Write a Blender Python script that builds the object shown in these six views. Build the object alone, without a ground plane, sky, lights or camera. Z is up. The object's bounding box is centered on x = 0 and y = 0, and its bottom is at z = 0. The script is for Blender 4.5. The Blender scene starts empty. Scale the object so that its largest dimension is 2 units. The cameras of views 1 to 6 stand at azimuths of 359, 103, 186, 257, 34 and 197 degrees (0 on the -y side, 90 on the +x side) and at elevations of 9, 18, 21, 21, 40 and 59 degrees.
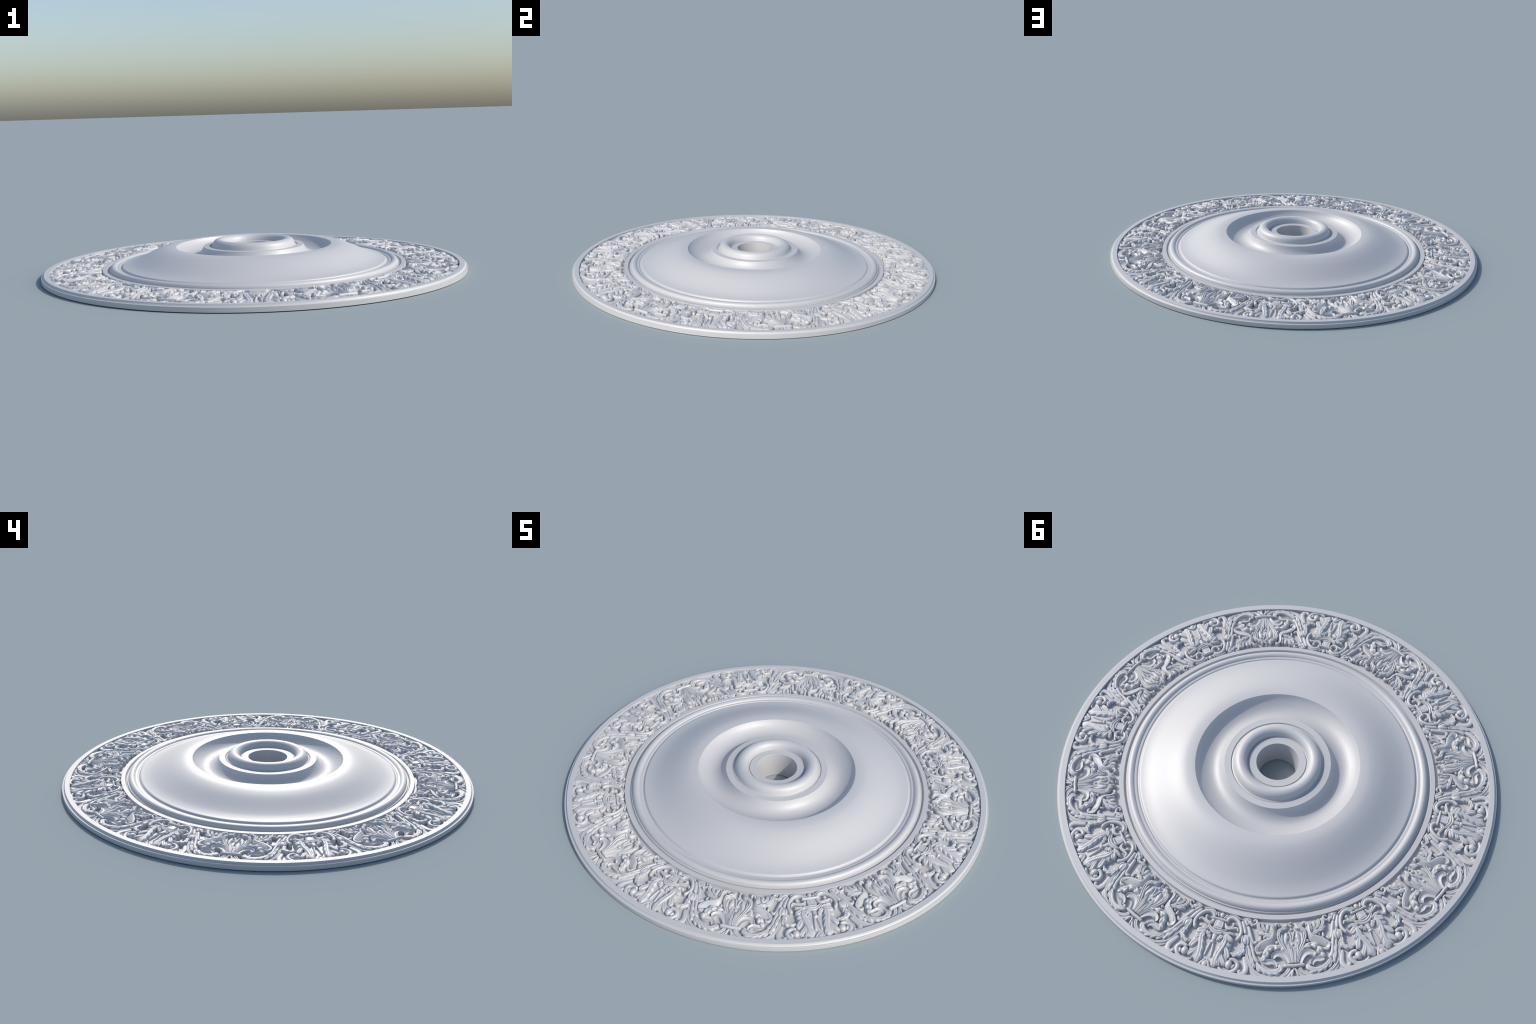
"""Round plaster ceiling medallion lying face up.

A set of lathe-turned mouldings (rim, frieze bed, fillet, ovolo, dome, hollow,
torus, hub) and a frieze of carved scrollwork.  The frieze repeats every 45
degrees and is mirrored about each palmette axis, so every piece is described
once, in a half panel of 22.5 degrees, and then repeated round the ring.
"""
import bpy, math
import numpy as np

# ------------------------------------------------------------------ materials
def plaster(name, tint, rough):
    m = bpy.data.materials.new(name)
    m.use_nodes = True
    nt = m.node_tree
    b = nt.nodes["Principled BSDF"]
    tc = nt.nodes.new("ShaderNodeTexCoord")
    big = nt.nodes.new("ShaderNodeTexNoise")
    big.inputs["Scale"].default_value = 3.0
    big.inputs["Detail"].default_value = 4.0
    ramp = nt.nodes.new("ShaderNodeValToRGB")
    ramp.color_ramp.elements[0].position = 0.3
    ramp.color_ramp.elements[0].color = tuple(c * 0.985 for c in tint) + (1,)
    ramp.color_ramp.elements[1].position = 0.7
    ramp.color_ramp.elements[1].color = tuple(c * 1.012 for c in tint) + (1,)
    fine = nt.nodes.new("ShaderNodeTexNoise")
    fine.inputs["Scale"].default_value = 260.0
    fine.inputs["Detail"].default_value = 2.0
    bump = nt.nodes.new("ShaderNodeBump")
    bump.inputs["Strength"].default_value = 0.03
    bump.inputs["Distance"].default_value = 0.0006
    L = nt.links.new
    L(tc.outputs["Object"], big.inputs["Vector"])
    L(tc.outputs["Object"], fine.inputs["Vector"])
    L(big.outputs["Fac"], ramp.inputs["Fac"])
    L(ramp.outputs["Color"], b.inputs["Base Color"])
    L(fine.outputs["Fac"], bump.inputs["Height"])
    L(bump.outputs["Normal"], b.inputs["Normal"])
    b.inputs["Roughness"].default_value = rough
    b.inputs["Specular IOR Level"].default_value = SPEC
    return m

SPEC = 1.0
WHITE = plaster("white_plaster", (0.50, 0.50, 0.50), 0.5)

# ------------------------------------------------------------------ scene tree
root = bpy.data.objects.new("ceiling_medallion", None)
bpy.context.scene.collection.objects.link(root)
root["label"] = "round white plaster ceiling medallion with scrolled acanthus frieze"
root["category"] = "ceiling medallion"

def add(name, mesh, parent):
    ob = bpy.data.objects.new(name, mesh)
    bpy.context.scene.collection.objects.link(ob)
    ob.parent = parent
    return ob

# ------------------------------------------------------------------ splines
def spline(pts, n):
    """Centripetal Catmull-Rom through pts (k,d) sampled at n arc-length steps."""
    P = np.asarray(pts, float)
    if len(P) == 2:
        t = np.linspace(0, 1, n)[:, None]
        return P[0] * (1 - t) + P[1] * t
    E = np.vstack([2 * P[0] - P[1], P, 2 * P[-1] - P[-2]])
    out = []
    for i in range(1, len(E) - 2):
        p0, p1, p2, p3 = E[i - 1], E[i], E[i + 1], E[i + 2]
        k = [max(np.linalg.norm(b[:2] - a[:2]), 1e-6) ** 0.5
             for a, b in ((p0, p1), (p1, p2), (p2, p3))]
        m1 = (p1 - p0) / k[0] - (p2 - p0) / (k[0] + k[1]) + (p2 - p1) / k[1]
        m2 = (p2 - p1) / k[1] - (p3 - p1) / (k[1] + k[2]) + (p3 - p2) / k[2]
        m1, m2 = m1 * k[1], m2 * k[1]
        t = np.linspace(0, 1, 24, endpoint=False)[:, None]
        h = t * t
        c = h * t
        out.append((2 * c - 3 * h + 1) * p1 + (c - 2 * h + t) * m1
                   + (3 * h - 2 * c) * p2 + (c - h) * m2)
    Q = np.vstack(out + [P[-1:]])
    s = np.r_[0, np.cumsum(np.hypot(*np.diff(Q[:, :2], axis=0).T))]
    t = np.linspace(0, s[-1], n)
    return np.stack([np.interp(t, s, Q[:, j]) for j in range(Q.shape[1])], 1)

def new_mesh(name, verts, faces, sharp=40):
    me = bpy.data.meshes.new(name)
    me.from_pydata([tuple(v) for v in verts], [], faces)
    me.update()
    me.polygons.foreach_set("use_smooth", [True] * len(me.polygons))
    me.set_sharp_from_angle(angle=math.radians(sharp))
    me.materials.append(WHITE)
    return me

# ------------------------------------------------------------------ turned parts
SEG = 480
def lathe(name, profile, parent=root, sharp=28):
    """Turn a (radius, height) profile, listed from the outside inwards."""
    P = np.asarray(profile, float)
    a = np.linspace(0, 2 * math.pi, SEG, endpoint=False)
    V = np.stack([np.outer(P[:, 0], np.cos(a)), np.outer(P[:, 0], np.sin(a)),
                  np.repeat(P[:, 1:2], SEG, 1)], 2).reshape(-1, 3)
    F = []
    for i in range(len(P) - 1):
        for j in range(SEG):
            k = (j + 1) % SEG
            F.append((i * SEG + j, i * SEG + k, (i + 1) * SEG + k, (i + 1) * SEG + j))
    return add(name, new_mesh(name, V, F, sharp), parent)

def arc(p, q, bulge, n=10):
    """Circular-ish arc from p to q, bulging sideways by `bulge` (m)."""
    p, q = np.array(p), np.array(q)
    d = q - p
    L = np.hypot(*d)
    nrm = np.array([d[1], -d[0]]) / L          # upwards when running inwards
    t = np.linspace(0, 1, n + 1)
    b = abs(bulge)
    R = (L * L / 4 + b * b) / (2 * b)
    x = (t - 0.5) * L
    y = np.sqrt(np.maximum(R * R - x * x, 0)) - (R - b)
    return [tuple(p + d * ti + nrm * yi * math.copysign(1, bulge)) for ti, yi in zip(t, y)]

FLOOR = 0.0150                       # bed of the frieze
lathe("outer_rim", [(0.084, 0.0), (0.9995, 0.0), (1.0, 0.0005), (1.0, 0.0197), (0.9995, 0.0203), (0.9935, 0.0206)]
      + arc((0.9932, 0.0208), (0.9880, 0.0300), -0.0010, 6)
      + [(0.9875, 0.0306), (0.9645, 0.0306), (0.9640, 0.0301), (0.9636, FLOOR - 0.003)])
frieze = lathe("frieze_bed", [(0.9636, FLOOR - 0.003), (0.7230, FLOOR + 0.001)])
lathe("flat_fillet", [(0.7230, FLOOR + 0.001), (0.7194, 0.0314), (0.7188, 0.0318), (0.7000, 0.0319),
                      (0.6994, 0.0314), (0.6950, 0.0212), (0.6940, 0.0205), (0.6908, 0.0205), (0.6900, 0.0212),
                      (0.6894, 0.0288), (0.6889, 0.0293), (0.6850, 0.0295)])
lathe("ovolo_moulding", [(0.6850, 0.0295)] + spline(
      [(0.6835, 0.0298), (0.6832, 0.0335), (0.6815, 0.0382), (0.6780, 0.0428), (0.6730, 0.0458), (0.6670, 0.0469),
       (0.6612, 0.0461), (0.6560, 0.0436), (0.6525, 0.0408), (0.6509, 0.0386)], 28).tolist()
      + [(0.6503, 0.0383), (0.6405, 0.0388)]
      + arc((0.6397, 0.0386), (0.6312, 0.0366), -0.0020, 6) + [(0.6300, 0.0372)])
lathe("dome", spline([(0.6300, 0.0372), (0.6285, 0.0398), (0.6262, 0.0428)], 6).tolist() + spline(
      [(0.6245, 0.0440), (0.6050, 0.0474), (0.5800, 0.0540), (0.5600, 0.0614), (0.5400, 0.0699),
       (0.5200, 0.0789), (0.5000, 0.0880), (0.4800, 0.0968), (0.4600, 0.1046), (0.4350, 0.1126),
       (0.4150, 0.1170), (0.3950, 0.1188), (0.3780, 0.1190), (0.3702, 0.1186)], 60).tolist())
lathe("hollow", spline(
      [(0.3702, 0.1186), (0.3615, 0.1052), (0.3500, 0.0937), (0.3300, 0.0810), (0.3120, 0.0745),
       (0.2960, 0.0725), (0.2830, 0.0742), (0.2710, 0.0785), (0.2600, 0.0855), (0.2510, 0.0950),
       (0.2440, 0.1058), (0.2392, 0.1164)], 52).tolist())
lathe("collar_fillet", [(0.2392, 0.1164), (0.2388, 0.1168), (0.2108, 0.1170), (0.2104, 0.1166), (0.2092, 0.1118),
                        (0.2086, 0.1112), (0.2078, 0.1112)])
lathe("torus_moulding", arc((0.2078, 0.1112), (0.2005, 0.1150), 0.0008, 5) + [(0.2000, 0.1148)] + spline(
      [(0.1992, 0.1155), (0.1965, 0.1225), (0.1942, 0.1290), (0.1890, 0.1385), (0.1790, 0.1460), (0.1665, 0.1487),
       (0.1540, 0.1460), (0.1440, 0.1385), (0.1388, 0.1290), (0.1366, 0.1225), (0.1345, 0.1160)], 44).tolist()
      + arc((0.1340, 0.1152), (0.1300, 0.1132), 0.0005, 4))
lathe("hub", [(0.1300, 0.1132), (0.1292, 0.1130), (0.1285, 0.1136), (0.1276, 0.1180), (0.1272, 0.1188), (0.0960, 0.1190),
              (0.0956, 0.1185), (0.0840, 0.0)])

# ------------------------------------------------------------------ carved pieces
# A piece is placed in the half panel by (angle in degrees from the palmette axis,
# radius in mm, half width in mm, crest height in mm above the back of the medallion).
def place(pts):
    Q = []
    for a, r, w, z in pts:
        t = math.radians(a)
        Q.append((r * math.cos(t) / 1000, -r * math.sin(t) / 1000, w / 1000, z / 1000))
    return Q

def section(kind, u, zc, ze):
    """Height across a carved strip, u from -1 to 1."""
    c = np.sqrt(np.maximum(1 - u * u, 0))
    if kind == "cord":
        return ze + (zc - ze) * c ** 0.9
    if kind == "flat":
        return ze + (zc - ze) * np.clip((1 - np.abs(u)) / 0.12, 0, 1) ** 0.5
    if kind == "reeded":                     # two cords side by side
        g = np.exp(-(u / 0.22) ** 2)
        return ze + (zc - ze) * c ** 0.7 - 0.45 * (zc - ze) * g
    if kind == "cup":                        # hollow leaf with raised lips
        lip = np.abs(u) ** 2.0
        edge = np.clip((1 - np.abs(u)) / 0.14, 0, 1) ** 0.5
        return ze + (zc - ze) * (0.1 + 0.9 * lip) * (0.7 + 0.3 * edge)
    if kind == "roll":                       # quarter round falling away to the right
        v = 0.5 + 0.5 * u
        edge = np.clip((1 - np.abs(u)) / 0.1, 0, 1) ** 0.5
        return ze + (zc - ze) * np.sin(v * math.pi / 2) ** 0.9 * (0.9 + 0.1 * edge)
    # leaf blade: broad and low-crowned, a midrib furrow and fine flutes beside it
    rib = np.exp(-(u / 0.13) ** 2)
    return (ze + (zc - ze) * (c ** 0.7) - 0.28 * (zc - ze) * rib
            + 0.08 * (zc - ze) * np.cos(3.4 * math.pi * u) * c)

def strip_mesh(name, kind, pts, lobes=0, sides="lr", notch=0.35, slant=0.5, edge=0.42,
               caps="rr", fine=1.0, m=None, crease=0.5, reach=0.35):
    """Sweep a carved cross-section along a spine; the edge may be cut into lobes."""
    m = m or (19 if kind == "leaf" else 13)
    P = place(pts)
    L = sum(math.hypot(b[0] - a[0], b[1] - a[1]) for a, b in zip(P, P[1:]))
    n = int(np.clip(L / 0.0026 * fine, 14, 70))
    if lobes:
        n = int(np.clip(max(n, lobes * 11), 14, 84))
    S = spline(P, n)
    d = np.gradient(S[:, :2], axis=0)
    d /= np.linalg.norm(d, axis=1)[:, None] + 1e-9
    nor = np.stack([-d[:, 1], d[:, 0]], 1)
    s = np.r_[0, np.cumsum(np.hypot(*np.diff(S[:, :2], axis=0).T))]
    t = s / s[-1]
    w = np.maximum(S[:, 2], 0.0006)
    zc = S[:, 3]
    cap = np.ones(n)
    for c, dist, wi in ((caps[0], s, w[0]), (caps[1], s[-1] - s, w[-1])):
        if c == "r":
            x = np.clip(1 - dist / max(wi, 1e-5), 0, 1)
            cap *= np.sqrt(np.maximum(1 - x * x, 0.02))
    u = np.sin(np.linspace(-math.pi / 2, math.pi / 2, m))
    U, T = np.meshgrid(u, t)
    A = np.abs(U)
    ze = FLOOR + (zc - FLOOR) * edge
    Z = section(kind, U, zc[:, None], ze[:, None])
    W = np.repeat((w * cap)[:, None], m, 1)
    if lobes:
        lobe = np.abs(np.sin(np.pi * ((lobes * T - slant * A) % 1.0) ** 1.35)) ** 0.6
        on = np.where(U < 0, "r" in sides, "l" in sides).astype(float)
        W = W * (1 - on * notch * (1 - lobe) * A)
        Z = Z - on * crease * (Z - FLOOR - 0.1 * (zc[:, None] - FLOOR)) * (1 - lobe) * np.clip((A - reach) / (0.75 - reach), 0, 1)
    Z = FLOOR + (Z - FLOOR) * (0.55 + 0.45 * cap[:, None])
    X = S[:, 0:1] + nor[:, 0:1] * U * W
    Y = S[:, 1:2] + nor[:, 1:2] * U * W
    # ring per station: skirt down to the bed on either side of the carved top
    lo = np.full((n, 1), FLOOR - 0.004)
    X = np.hstack([X[:, :1], X, X[:, -1:]])
    Y = np.hstack([Y[:, :1], Y, Y[:, -1:]])
    Z = np.hstack([lo, Z, lo])
    k = m + 2
    V = np.stack([X, Y, Z], 2).reshape(-1, 3)
    F = [(i * k + j, i * k + j + 1, (i + 1) * k + j + 1, (i + 1) * k + j)
         for i in range(n - 1) for j in range(k - 1)]
    F.append(tuple(range(k)))
    F.append(tuple((n - 1) * k + j for j in reversed(range(k))))
    return V, [tuple(reversed(f)) for f in F]

def drop_mesh(a, r, rx, ry, top, turn=0.0, low=0.3, power=0.5):
    """A bead, egg or bud: a domed ellipse on a short upright wall (mm, degrees)."""
    rings, seg = 7, 20
    c = place([(a, r, 0, 0)])[0]
    base = math.radians(-a + turn)
    V, F = [], []
    ang = np.linspace(0, 2 * math.pi, seg, endpoint=False)
    foot = FLOOR + (top / 1000 - FLOOR) * low
    lv = [(1.0, FLOOR - 0.004), (1.0, foot)]
    for i in range(1, rings):
        q = i / rings * math.pi / 2
        lv.append((math.cos(q), foot + (top / 1000 - foot) * math.sin(q) ** (2 * power)))
    for f, z in lv:
        x, y = rx * f / 1000 * np.cos(ang), ry * f / 1000 * np.sin(ang)
        V += [(c[0] + xi * math.cos(base) - yi * math.sin(base),
               c[1] + xi * math.sin(base) + yi * math.cos(base), z) for xi, yi in zip(x, y)]
    V.append((c[0], c[1], top / 1000))
    for i in range(len(lv) - 1):
        for j in range(seg):
            q = (j + 1) % seg
            F.append((i * seg + j, i * seg + q, (i + 1) * seg + q, (i + 1) * seg + j))
    k = (len(lv) - 1) * seg
    F += [(k + j, k + (j + 1) % seg, len(V) - 1) for j in range(seg)]
    return np.array(V), F

def repeat(name, V, F, mirror=True):
    """Set a piece into all eight panels, and mirrored about the palmette axis."""
    V = np.asarray(V)
    me = new_mesh(name, V, F, 50)
    sets = [me]
    if mirror:
        sets.append(new_mesh(name, V * [1, -1, 1], [tuple(reversed(f)) for f in F], 50))
    for data in sets:
        for k in range(8):
            ob = add(name, data, frieze)
            ob.rotation_euler = (0, 0, math.radians(22.5 + 45 * k))

def strip(name, kind, pts, mirror=True, **kw):
    repeat(name, *strip_mesh(name, kind, pts, **kw), mirror=mirror)

def drop(name, a, r, rx, ry, top, mirror=True, **kw):
    repeat(name, *drop_mesh(a, r, rx, ry, top, **kw), mirror=mirror)

drop("bead", 0.00, 734.6, 5.9, 5.9, 33.5, mirror=False)
drop("bead", 0.00, 749.4, 6.2, 6.2, 34.9, mirror=False)
drop("bead", 0.00, 765.7, 7.9, 7.9, 35.8, mirror=False)
drop("bud", 0.00, 828.4, 7.9, 7.2, 31.4, mirror=False)
strip("tendril", "cord", [(0.04, 814.8, 3.9, 29.7), (0.27, 802.4, 4.3, 32.3), (0.52, 785.9, 4.7, 34.3), (1.01, 770.6, 4.0, 34.1)], edge=0.42)
strip("sheath_leaf", "leaf", [(0.29, 909.6, 5.1, 31.5), (0.39, 884.3, 6.6, 33.1), (0.45, 860.3, 5.9, 33.2), (0.45, 838.2, 1.4, 31.1)], caps='rp')
strip("sheath_leaf", "leaf", [(0.65, 888.3, 4.7, 29.3), (0.96, 862.8, 7.0, 30.9), (1.20, 838.5, 7.1, 31.1), (1.25, 816.5, 1.4, 29.6)], caps='rp')
strip("petal", "cord", [(1.64, 837.0, 2.0, 27.5), (1.87, 817.8, 9.4, 31.8), (1.64, 794.6, 11.8, 34.8), (1.48, 775.3, 6.7, 33.3)], lobes=3, sides='r', notch=0.15, caps='pr')
strip("petal", "cord", [(2.35, 840.7, 2.0, 28.8), (2.83, 815.7, 5.1, 32.6), (3.00, 793.7, 5.5, 34.0), (3.02, 779.7, 2.8, 31.7)], caps='pr')
strip("palmette_leaf", "reeded", [(0.61, 909.0, 3.5, 30.8), (1.27, 875.8, 5.5, 32.0), (2.42, 842.4, 8.2, 33.8), (3.37, 816.8, 8.6, 36.1), (3.94, 793.5, 8.3, 39.1), (3.89, 777.5, 8.7, 41.8)], caps='rp', edge=0.42)
strip("palmette_leaf", "leaf", [(3.99, 793.5, 5.1, 39.1), (3.83, 775.6, 9.5, 41.9), (2.92, 764.9, 11.1, 43.0), (1.79, 754.5, 11.1, 41.9), (1.52, 735.7, 5.2, 36.4)], lobes=3, sides='lr', notch=0.25, caps='pr')
drop("bead", 4.39, 817.5, 7.9, 7.9, 31.8)
strip("tendril", "cord", [(4.09, 824.6, 5.9, 26.6), (3.51, 835.7, 5.1, 26.2), (2.28, 860.0, 4.3, 25.3)], edge=0.42)
strip("bar", "cord", [(2.80, 918.3, 7.4, 33.3), (1.37, 918.1, 7.4, 34.1), (0.00, 919.1, 7.4, 34.1), (-1.37, 918.1, 7.4, 34.1), (-2.80, 918.3, 7.4, 33.3)], edge=0.42, caps='rr', m=11, mirror=False)
strip("lily_petal", "cord", [(-0.02, 929.4, 4.7, 28.6), (0.42, 937.7, 5.0, 29.0), (0.64, 951.6, 5.0, 27.9), (0.82, 965.9, 3.5, 25.8)], edge=0.42)
strip("lily_petal", "cord", [(0.48, 933.0, 3.9, 25.6), (1.01, 948.8, 6.2, 25.8), (1.81, 963.0, 5.0, 25.0), (2.58, 967.9, 1.5, 23.6)], edge=0.42)
strip("volute", "cup", [(1.55, 907.9, 8.9, 30.1), (2.08, 887.9, 11.3, 31.6), (3.04, 871.4, 12.9, 32.8), (4.22, 867.2, 12.5, 34.4), (5.22, 874.8, 11.3, 34.8), (5.40, 889.1, 9.0, 33.6)], caps='pr', edge=0.45)
strip("volute_stem", "reeded", [(0.92, 908.2, 5.1, 29.4), (1.46, 882.4, 5.5, 30.3), (2.29, 863.0, 4.7, 31.6), (3.18, 852.4, 3.9, 31.3)], edge=0.42)
strip("acanthus_leaf", "leaf", [(1.85, 867.1, 3.1, 29.4), (2.89, 847.5, 9.0, 35.8), (4.51, 841.0, 12.1, 38.9), (6.12, 843.8, 13.3, 40.3), (7.06, 855.6, 14.4, 40.6), (7.39, 873.0, 14.4, 39.3), (7.88, 890.0, 10.9, 36.5), (8.48, 899.6, 7.0, 31.9)], lobes=5, sides='lr', notch=0.26, slant=0.25, caps='pr', edge=0.42, reach=-0.5, crease=0.55)
strip("acanthus_leaf", "cup", [(8.21, 901.4, 7.8, 31.1), (6.90, 903.6, 11.3, 33.1), (5.62, 901.9, 10.5, 33.2), (4.77, 912.0, 7.8, 31.4), (4.74, 924.6, 4.7, 28.1)], edge=0.42, caps='rr')
strip("acanthus_leaf", "leaf", [(9.84, 907.3, 5.8, 28.0), (8.44, 930.6, 11.2, 30.1), (6.88, 944.6, 12.8, 31.0), (5.24, 947.5, 13.5, 31.6), (3.97, 939.5, 14.3, 32.6), (3.51, 924.8, 11.2, 31.7), (4.11, 912.8, 5.1, 28.5)], lobes=6, sides='r', notch=0.45, slant=0.7, caps='rr', edge=0.42)
strip("stem", "reeded", [(1.29, 927.4, 7.8, 26.6), (2.02, 945.5, 7.7, 23.8), (3.31, 957.2, 7.4, 22.9), (5.22, 962.4, 6.6, 22.2), (7.34, 961.1, 6.2, 22.2), (9.20, 951.8, 6.2, 22.2), (10.72, 933.0, 6.6, 23.5), (11.78, 908.2, 6.6, 25.1), (12.54, 880.8, 6.3, 26.7), (13.13, 852.9, 5.1, 28.4)], caps='pp', edge=0.45)
strip("stem", "cord", [(1.14, 930.7, 7.0, 20.7), (1.93, 953.0, 8.5, 18.6), (3.11, 963.8, 5.0, 16.4)], edge=0.42, caps='pr')
strip("stem", "cord", [(6.52, 964.9, 1.9, 16.4), (8.86, 960.4, 7.7, 17.1), (10.58, 945.6, 7.8, 18.0), (11.56, 922.2, 5.1, 18.8)], edge=0.42, caps='rr')
strip("acanthus_leaf", "roll", [(9.40, 865.4, 9.0, 28.7), (9.84, 851.1, 11.7, 31.3), (8.78, 834.7, 15.3, 34.1), (7.08, 819.9, 15.7, 36.7), (5.67, 807.7, 13.4, 38.7), (5.06, 786.1, 9.5, 39.4), (5.14, 757.9, 7.9, 39.7), (4.80, 742.3, 6.3, 38.5)], caps='rp', edge=0.22)
strip("curl", "cord", [(10.25, 855.4, 3.5, 28.3), (9.73, 867.0, 5.9, 29.4), (9.05, 866.9, 6.3, 29.4), (8.60, 857.3, 3.9, 28.2)], edge=0.42)
strip("curl", "cord", [(5.05, 756.9, 5.9, 36.8), (4.80, 742.3, 6.7, 38.5), (4.07, 740.1, 6.7, 37.8), (3.61, 750.4, 5.2, 34.8)], edge=0.42)
strip("spray_leaflet", "leaf", [(5.43, 800.3, 7.9, 36.7), (7.06, 791.0, 10.2, 37.0), (8.85, 783.1, 11.1, 36.6), (10.73, 770.6, 6.7, 34.1)], lobes=3, sides='lr', notch=0.32, slant=0.8)
strip("spray_leaflet", "leaf", [(8.37, 778.5, 5.1, 33.2), (9.67, 765.8, 7.9, 35.8), (10.32, 750.0, 8.3, 37.1), (9.79, 733.9, 7.2, 36.4)])
strip("spray_leaflet", "leaf", [(7.12, 775.8, 5.1, 34.0), (8.39, 764.3, 7.1, 35.9), (9.01, 748.3, 7.1, 37.1), (9.02, 733.4, 5.2, 34.9)])
strip("spray_leaflet", "cord", [(7.14, 769.7, 5.9, 32.8), (7.41, 753.5, 9.1, 34.7), (7.07, 739.6, 6.8, 33.5)])
strip("spray_leaflet", "leaf", [(5.33, 788.9, 7.9, 36.4), (6.00, 764.9, 8.7, 37.2), (6.04, 740.7, 5.2, 35.6)], lobes=2, notch=0.25)
strip("spray_leaflet", "leaf", [(6.63, 768.9, 4.7, 34.2), (5.84, 779.0, 6.7, 34.5), (5.32, 792.1, 5.1, 34.9)])
strip("spray_leaflet", "cord", [(9.25, 816.5, 5.9, 31.1), (9.33, 801.8, 5.5, 31.7), (9.23, 792.2, 2.8, 29.1)], edge=0.42)
drop("bead", 8.23, 800.6, 6.2, 5.5, 31.0)
drop("bead", 7.18, 799.2, 7.5, 6.2, 32.4)
strip("stem", "cord", [(13.56, 756.1, 7.5, 31.7), (12.84, 777.6, 7.9, 31.8), (12.06, 802.3, 7.5, 30.9), (11.38, 821.5, 6.7, 30.3), (10.80, 826.1, 6.7, 30.1), (10.48, 821.1, 6.7, 31.0), (9.87, 814.9, 2.8, 28.3)], edge=0.42)
strip("stem", "cord", [(12.93, 796.9, 6.7, 31.8), (11.95, 825.0, 7.9, 31.5), (11.21, 853.0, 7.4, 29.9), (10.58, 881.2, 7.4, 28.9), (9.85, 898.2, 9.0, 28.3), (9.11, 905.2, 5.1, 25.2)], edge=0.42)
strip("long_leaf", "leaf", [(12.64, 837.9, 4.7, 31.8), (11.98, 862.9, 7.8, 32.4), (11.36, 887.5, 8.6, 32.3), (10.68, 910.1, 9.7, 32.2), (10.00, 930.8, 8.9, 29.3)], lobes=3, sides='lr', notch=0.42, slant=0.6, caps='rr', edge=0.42)
strip("leaflet", "leaf", [(9.76, 912.1, 5.4, 26.3), (9.11, 931.4, 8.1, 27.1), (8.42, 944.4, 7.7, 25.2)], edge=0.42)
drop("bud", 13.66, 817.4, 22.1, 17.0, 37.6, low=0.45)
strip("bud_scale", "cord", [(14.15, 801.1, 4.1, 36.8), (14.51, 813.7, 5.4, 39.0), (14.40, 829.9, 5.0, 36.1), (13.67, 839.2, 3.2, 30.4)])
strip("bud_scale", "cord", [(13.68, 798.8, 4.1, 36.8), (12.97, 809.9, 5.4, 38.6), (12.66, 827.8, 5.0, 35.8), (12.83, 841.5, 3.2, 30.3)])
strip("bud_scale", "cord", [(13.63, 813.6, 2.7, 38.4), (13.48, 828.3, 4.5, 37.9), (13.26, 839.5, 2.7, 31.0)])
strip("husk", "cord", [(15.70, 738.2, 6.4, 32.8), (14.92, 757.7, 8.2, 33.9), (14.25, 778.0, 8.2, 33.2), (13.88, 794.5, 6.8, 32.6)], edge=0.42)
strip("husk", "cord", [(15.07, 733.1, 6.0, 32.8), (14.16, 746.7, 6.9, 33.5), (13.62, 758.4, 4.6, 32.5)], edge=0.42)
strip("leaflet", "leaf", [(15.62, 729.3, 4.6, 30.6), (14.31, 731.3, 8.3, 32.8), (12.88, 743.8, 10.1, 33.5), (12.12, 756.9, 5.5, 31.0)], lobes=3, sides='lr', notch=0.4)
strip("leaflet", "cord", [(15.18, 727.1, 2.8, 27.7), (13.77, 724.3, 4.1, 29.2), (12.58, 730.6, 3.7, 29.2)])
strip("curl", "cord", [(12.69, 747.0, 5.0, 31.3), (11.61, 746.6, 6.0, 32.8), (10.84, 739.0, 6.0, 33.5), (11.02, 728.3, 5.5, 33.5), (11.81, 728.0, 5.1, 32.0), (11.97, 735.5, 3.7, 30.6)], edge=0.42)
strip("acanthus_leaf", "leaf", [(14.39, 831.3, 9.1, 34.0), (13.91, 852.1, 12.2, 34.2), (13.87, 871.5, 13.1, 34.2), (14.75, 884.6, 11.2, 34.7), (15.85, 889.8, 9.4, 34.4), (16.98, 884.1, 5.4, 33.0)], lobes=5, sides='lr', notch=0.35, slant=0.5, caps='rr')
strip("scroll", "cord", [(13.26, 886.0, 7.8, 24.4), (12.63, 910.2, 9.4, 25.0), (12.14, 934.7, 10.5, 25.5), (12.39, 953.3, 10.1, 25.8), (13.20, 960.6, 8.5, 25.8), (13.96, 955.5, 6.6, 25.8)], edge=0.55)
drop("bead", 13.76, 952.7, 9.3, 8.9, 27.2)
strip("scroll", "cord", [(20.50, 755.0, 8.0, 34.7), (19.80, 740.4, 8.4, 36.4), (18.47, 734.8, 8.8, 37.1), (17.03, 742.8, 8.8, 37.8), (15.92, 761.7, 8.3, 37.3), (15.32, 784.0, 7.9, 36.1), (15.38, 806.1, 8.3, 36.7), (16.25, 827.3, 8.7, 37.0)], edge=0.42)
strip("stem", "cord", [(20.96, 745.9, 3.2, 32.8), (20.11, 730.9, 3.9, 33.5), (18.39, 723.4, 4.1, 33.5), (16.90, 729.3, 4.1, 32.8), (16.00, 735.1, 3.7, 31.3)], edge=0.42)
strip("stem", "cord", [(21.60, 746.5, 4.6, 30.6), (20.71, 726.8, 5.1, 30.6)], edge=0.42)
drop("bead", 22.50, 734.8, 11.6, 10.4, 32.8, low=0.5, mirror=False)
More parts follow.
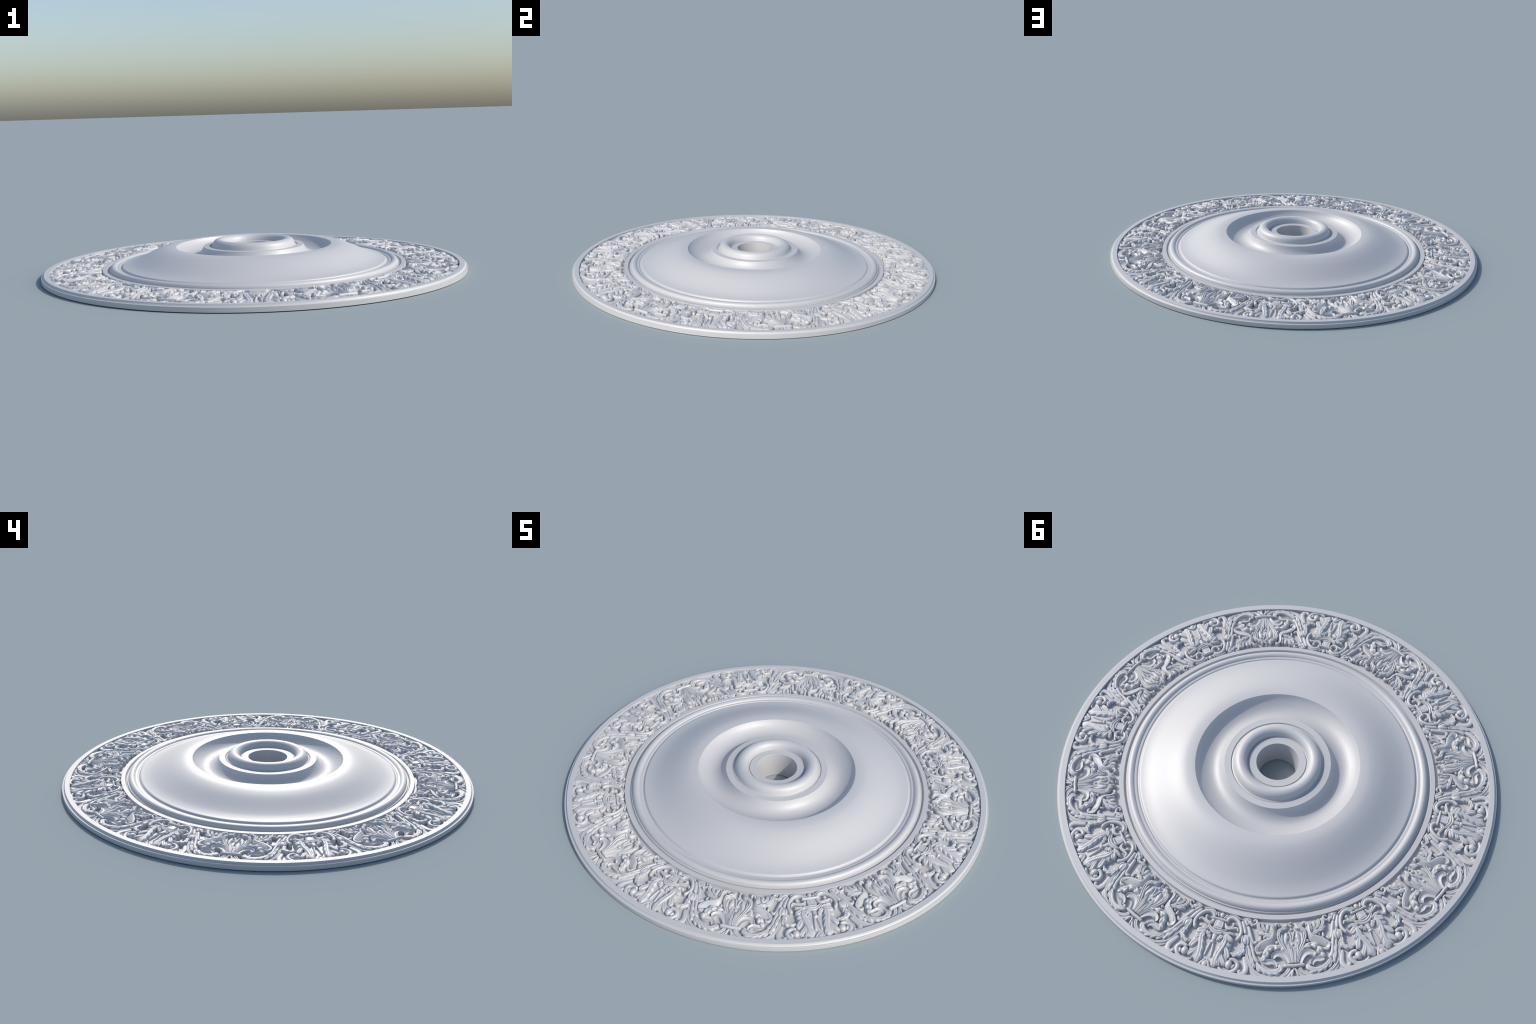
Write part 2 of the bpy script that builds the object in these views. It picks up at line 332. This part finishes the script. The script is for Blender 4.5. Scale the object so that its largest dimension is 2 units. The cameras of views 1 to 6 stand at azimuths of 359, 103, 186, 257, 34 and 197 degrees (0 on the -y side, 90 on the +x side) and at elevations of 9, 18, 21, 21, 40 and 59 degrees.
strip("bar", "cord", [(19.58, 756.7, 5.6, 38.2), (22.50, 757.2, 5.6, 38.9), (25.42, 756.7, 5.6, 38.2)], edge=0.42, caps='rr', mirror=False)
strip("vase", "cord", [(22.50, 761.0, 13.2, 32.4), (22.50, 777.2, 15.5, 32.5), (22.50, 791.6, 19.9, 32.9)], edge=0.8, caps='pp', mirror=False)
strip("vase_lip", "cord", [(21.05, 792.2, 4.6, 34.4), (21.52, 796.5, 5.5, 34.9), (22.50, 797.5, 5.5, 35.0), (23.48, 796.5, 5.5, 34.9), (23.95, 792.2, 4.6, 34.4)], edge=0.42, caps='rr', mirror=False)
strip("strap", "cord", [(21.44, 761.8, 3.7, 33.0), (21.34, 777.3, 4.1, 32.5), (21.33, 790.6, 3.2, 32.8)], edge=0.7)
strip("curl", "cord", [(20.77, 763.6, 5.0, 33.0), (20.26, 775.3, 5.5, 33.3), (19.44, 781.4, 5.9, 34.0), (18.46, 777.7, 5.9, 33.9), (17.83, 766.6, 5.5, 34.3)], edge=0.42)
drop("bead", 18.04, 761.6, 8.8, 8.4, 36.0)
strip("leaflet", "cord", [(20.64, 776.0, 4.1, 31.1), (19.62, 787.2, 5.9, 33.2), (18.09, 780.9, 6.4, 33.9), (16.74, 776.6, 5.9, 34.6), (16.12, 789.4, 4.6, 33.0)], edge=0.42)
strip("drape", "reeded", [(19.44, 790.1, 3.7, 35.6), (20.10, 799.4, 7.3, 38.1), (21.19, 810.1, 10.5, 38.5), (22.50, 814.7, 11.4, 38.3), (23.81, 810.1, 10.5, 38.5), (24.90, 799.4, 7.3, 38.1), (25.56, 790.1, 3.7, 35.6)], edge=0.45, caps='rr', mirror=False)
strip("leaflet", "leaf", [(20.43, 811.1, 8.6, 39.1), (19.15, 809.5, 10.5, 39.9), (17.91, 805.7, 10.0, 39.3), (16.93, 807.9, 6.4, 36.3)], lobes=2, notch=0.3)
strip("acanthus_leaf", "leaf", [(19.90, 815.6, 6.8, 39.0), (18.52, 826.4, 13.6, 40.8), (17.55, 833.5, 12.2, 39.8), (16.95, 836.5, 4.5, 35.3)], edge=0.42)
strip("leaflet", "leaf", [(19.19, 843.2, 6.8, 36.6), (18.08, 854.7, 9.9, 37.6), (17.38, 864.1, 7.7, 34.4)], edge=0.42)
strip("leaflet", "leaf", [(19.18, 858.0, 6.8, 34.6), (17.99, 882.6, 11.7, 36.6), (17.47, 901.8, 11.2, 34.6), (17.58, 911.7, 5.8, 30.6)], edge=0.42)
strip("acanthus_leaf", "leaf", [(19.74, 823.3, 5.0, 37.3), (19.22, 852.4, 8.1, 37.0), (19.45, 879.4, 8.1, 35.4), (19.54, 905.5, 7.2, 32.9), (19.26, 929.8, 6.3, 30.7), (18.94, 949.4, 4.0, 26.5)], edge=0.42)
strip("leaflet", "leaf", [(19.47, 896.0, 5.0, 31.9), (18.65, 919.2, 9.9, 33.2), (17.94, 935.3, 9.4, 31.9), (17.67, 945.0, 4.9, 27.3)], edge=0.42)
strip("acanthus_leaf", "leaf", [(19.84, 821.1, 9.1, 42.4), (19.30, 837.1, 12.2, 43.2), (19.44, 861.4, 14.0, 41.0), (20.01, 887.5, 14.4, 38.7), (20.33, 914.5, 13.9, 35.5), (20.41, 940.2, 14.8, 31.7), (20.24, 959.0, 16.1, 25.9)], lobes=5, sides='r', notch=0.22, slant=0.6, caps='rr', edge=0.45)
strip("leaflet", "leaf", [(21.54, 851.4, 4.1, 36.3), (21.14, 840.5, 10.4, 39.5), (20.45, 829.5, 12.2, 42.8), (19.77, 824.4, 9.1, 43.0)], lobes=3, sides='lr', notch=0.25, edge=0.42)
strip("leaflet", "leaf", [(20.13, 925.4, 5.8, 31.6), (20.28, 943.5, 8.1, 29.7), (20.96, 951.0, 3.6, 24.9)])
strip("leaflet", "leaf", [(20.03, 920.6, 5.8, 31.7), (19.65, 940.7, 9.0, 30.9), (19.31, 949.7, 4.5, 25.7)])
drop("knob", 22.50, 857.7, 10.2, 13.0, 39.7, mirror=False)
strip("strap", "cord", [(22.50, 825.3, 10.0, 35.0), (22.50, 849.4, 7.7, 35.6)], edge=0.7, caps='pp', mirror=False)
strip("strap", "cord", [(22.12, 862.9, 5.4, 35.1), (21.93, 881.7, 5.4, 33.8), (21.79, 902.7, 5.4, 31.6), (21.69, 923.4, 5.0, 28.7)], edge=0.42)
drop("egg", 22.50, 952.1, 15.6, 13.6, 27.6, mirror=False)
strip("strap", "cord", [(22.55, 932.2, 3.1, 27.7), (21.85, 944.0, 5.4, 26.7), (21.10, 965.7, 5.8, 22.9)], edge=0.42)
strip("scroll", "cord", [(19.08, 952.1, 5.1, 26.1), (17.71, 964.8, 7.8, 26.5), (16.07, 962.9, 8.9, 27.2), (14.86, 949.7, 8.9, 29.0), (14.39, 928.5, 9.0, 30.6), (15.09, 912.9, 8.6, 32.7), (16.19, 910.4, 8.2, 34.7), (16.73, 916.6, 7.0, 35.1)], edge=0.42)
drop("bead", 16.62, 932.4, 18.3, 15.5, 37.4)
strip("curl", "cord", [(15.01, 928.9, 4.9, 29.8), (15.45, 937.1, 6.7, 31.4), (15.67, 948.0, 6.3, 28.9)], edge=0.42)
strip("leaf_ground", "flat", [(0.00, 906.5, 10.2, 21.5), (0.00, 879.3, 22.1, 22.5), (0.00, 842.7, 35.9, 23.7), (0.00, 805.6, 48.1, 25.0), (0.00, 771.7, 48.3, 25.5), (0.00, 748.7, 31.2, 24.8)], caps='pr', edge=0.8, mirror=False)
strip("leaf_ground", "flat", [(8.80, 750.3, 23.5, 27.6), (7.39, 771.8, 25.3, 27.6), (6.30, 797.2, 19.8, 26.7)], caps='rr', edge=0.8)
strip("leaf_ground", "flat", [(14.26, 749.9, 10.9, 26.3), (12.69, 812.6, 12.5, 24.1), (11.67, 866.2, 17.9, 22.2), (10.18, 914.4, 14.2, 19.8)], caps='rr', edge=0.8)
strip("leaf_ground", "flat", [(22.50, 800.7, 22.9, 26.6), (22.50, 854.8, 47.6, 25.5), (22.50, 912.6, 53.6, 22.7), (22.50, 945.2, 47.1, 20.2)], caps='rr', edge=0.8, mirror=False)
strip("leaf_ground", "flat", [(18.95, 813.1, 18.6, 27.0), (18.58, 847.0, 20.7, 25.8), (18.67, 886.5, 22.6, 23.6), (18.78, 923.6, 20.5, 21.6), (18.87, 947.2, 14.2, 19.4)], caps='rr', edge=0.8)
strip("leaf_ground", "flat", [(22.50, 741.5, 44.2, 24.8), (22.50, 772.9, 39.8, 24.0), (22.50, 791.0, 33.5, 23.3)], caps='rr', edge=0.8, mirror=False)
strip("leaf_ground", "flat", [(2.61, 855.9, 10.7, 24.7), (4.56, 839.4, 12.5, 26.0), (6.41, 843.7, 14.3, 25.9), (7.46, 871.7, 14.3, 24.1), (7.59, 893.4, 12.4, 22.7), (5.40, 899.2, 10.7, 22.5)], caps='rr', edge=0.8)
strip("leaflet", "leaf", [(9.87, 847.7, 3.9, 32.2), (8.86, 821.2, 6.7, 35.3), (7.24, 809.0, 7.1, 37.1), (5.92, 801.0, 5.9, 38.2), (5.33, 786.0, 4.7, 38.7)], lobes=5, sides='l', notch=0.4, slant=0.3)
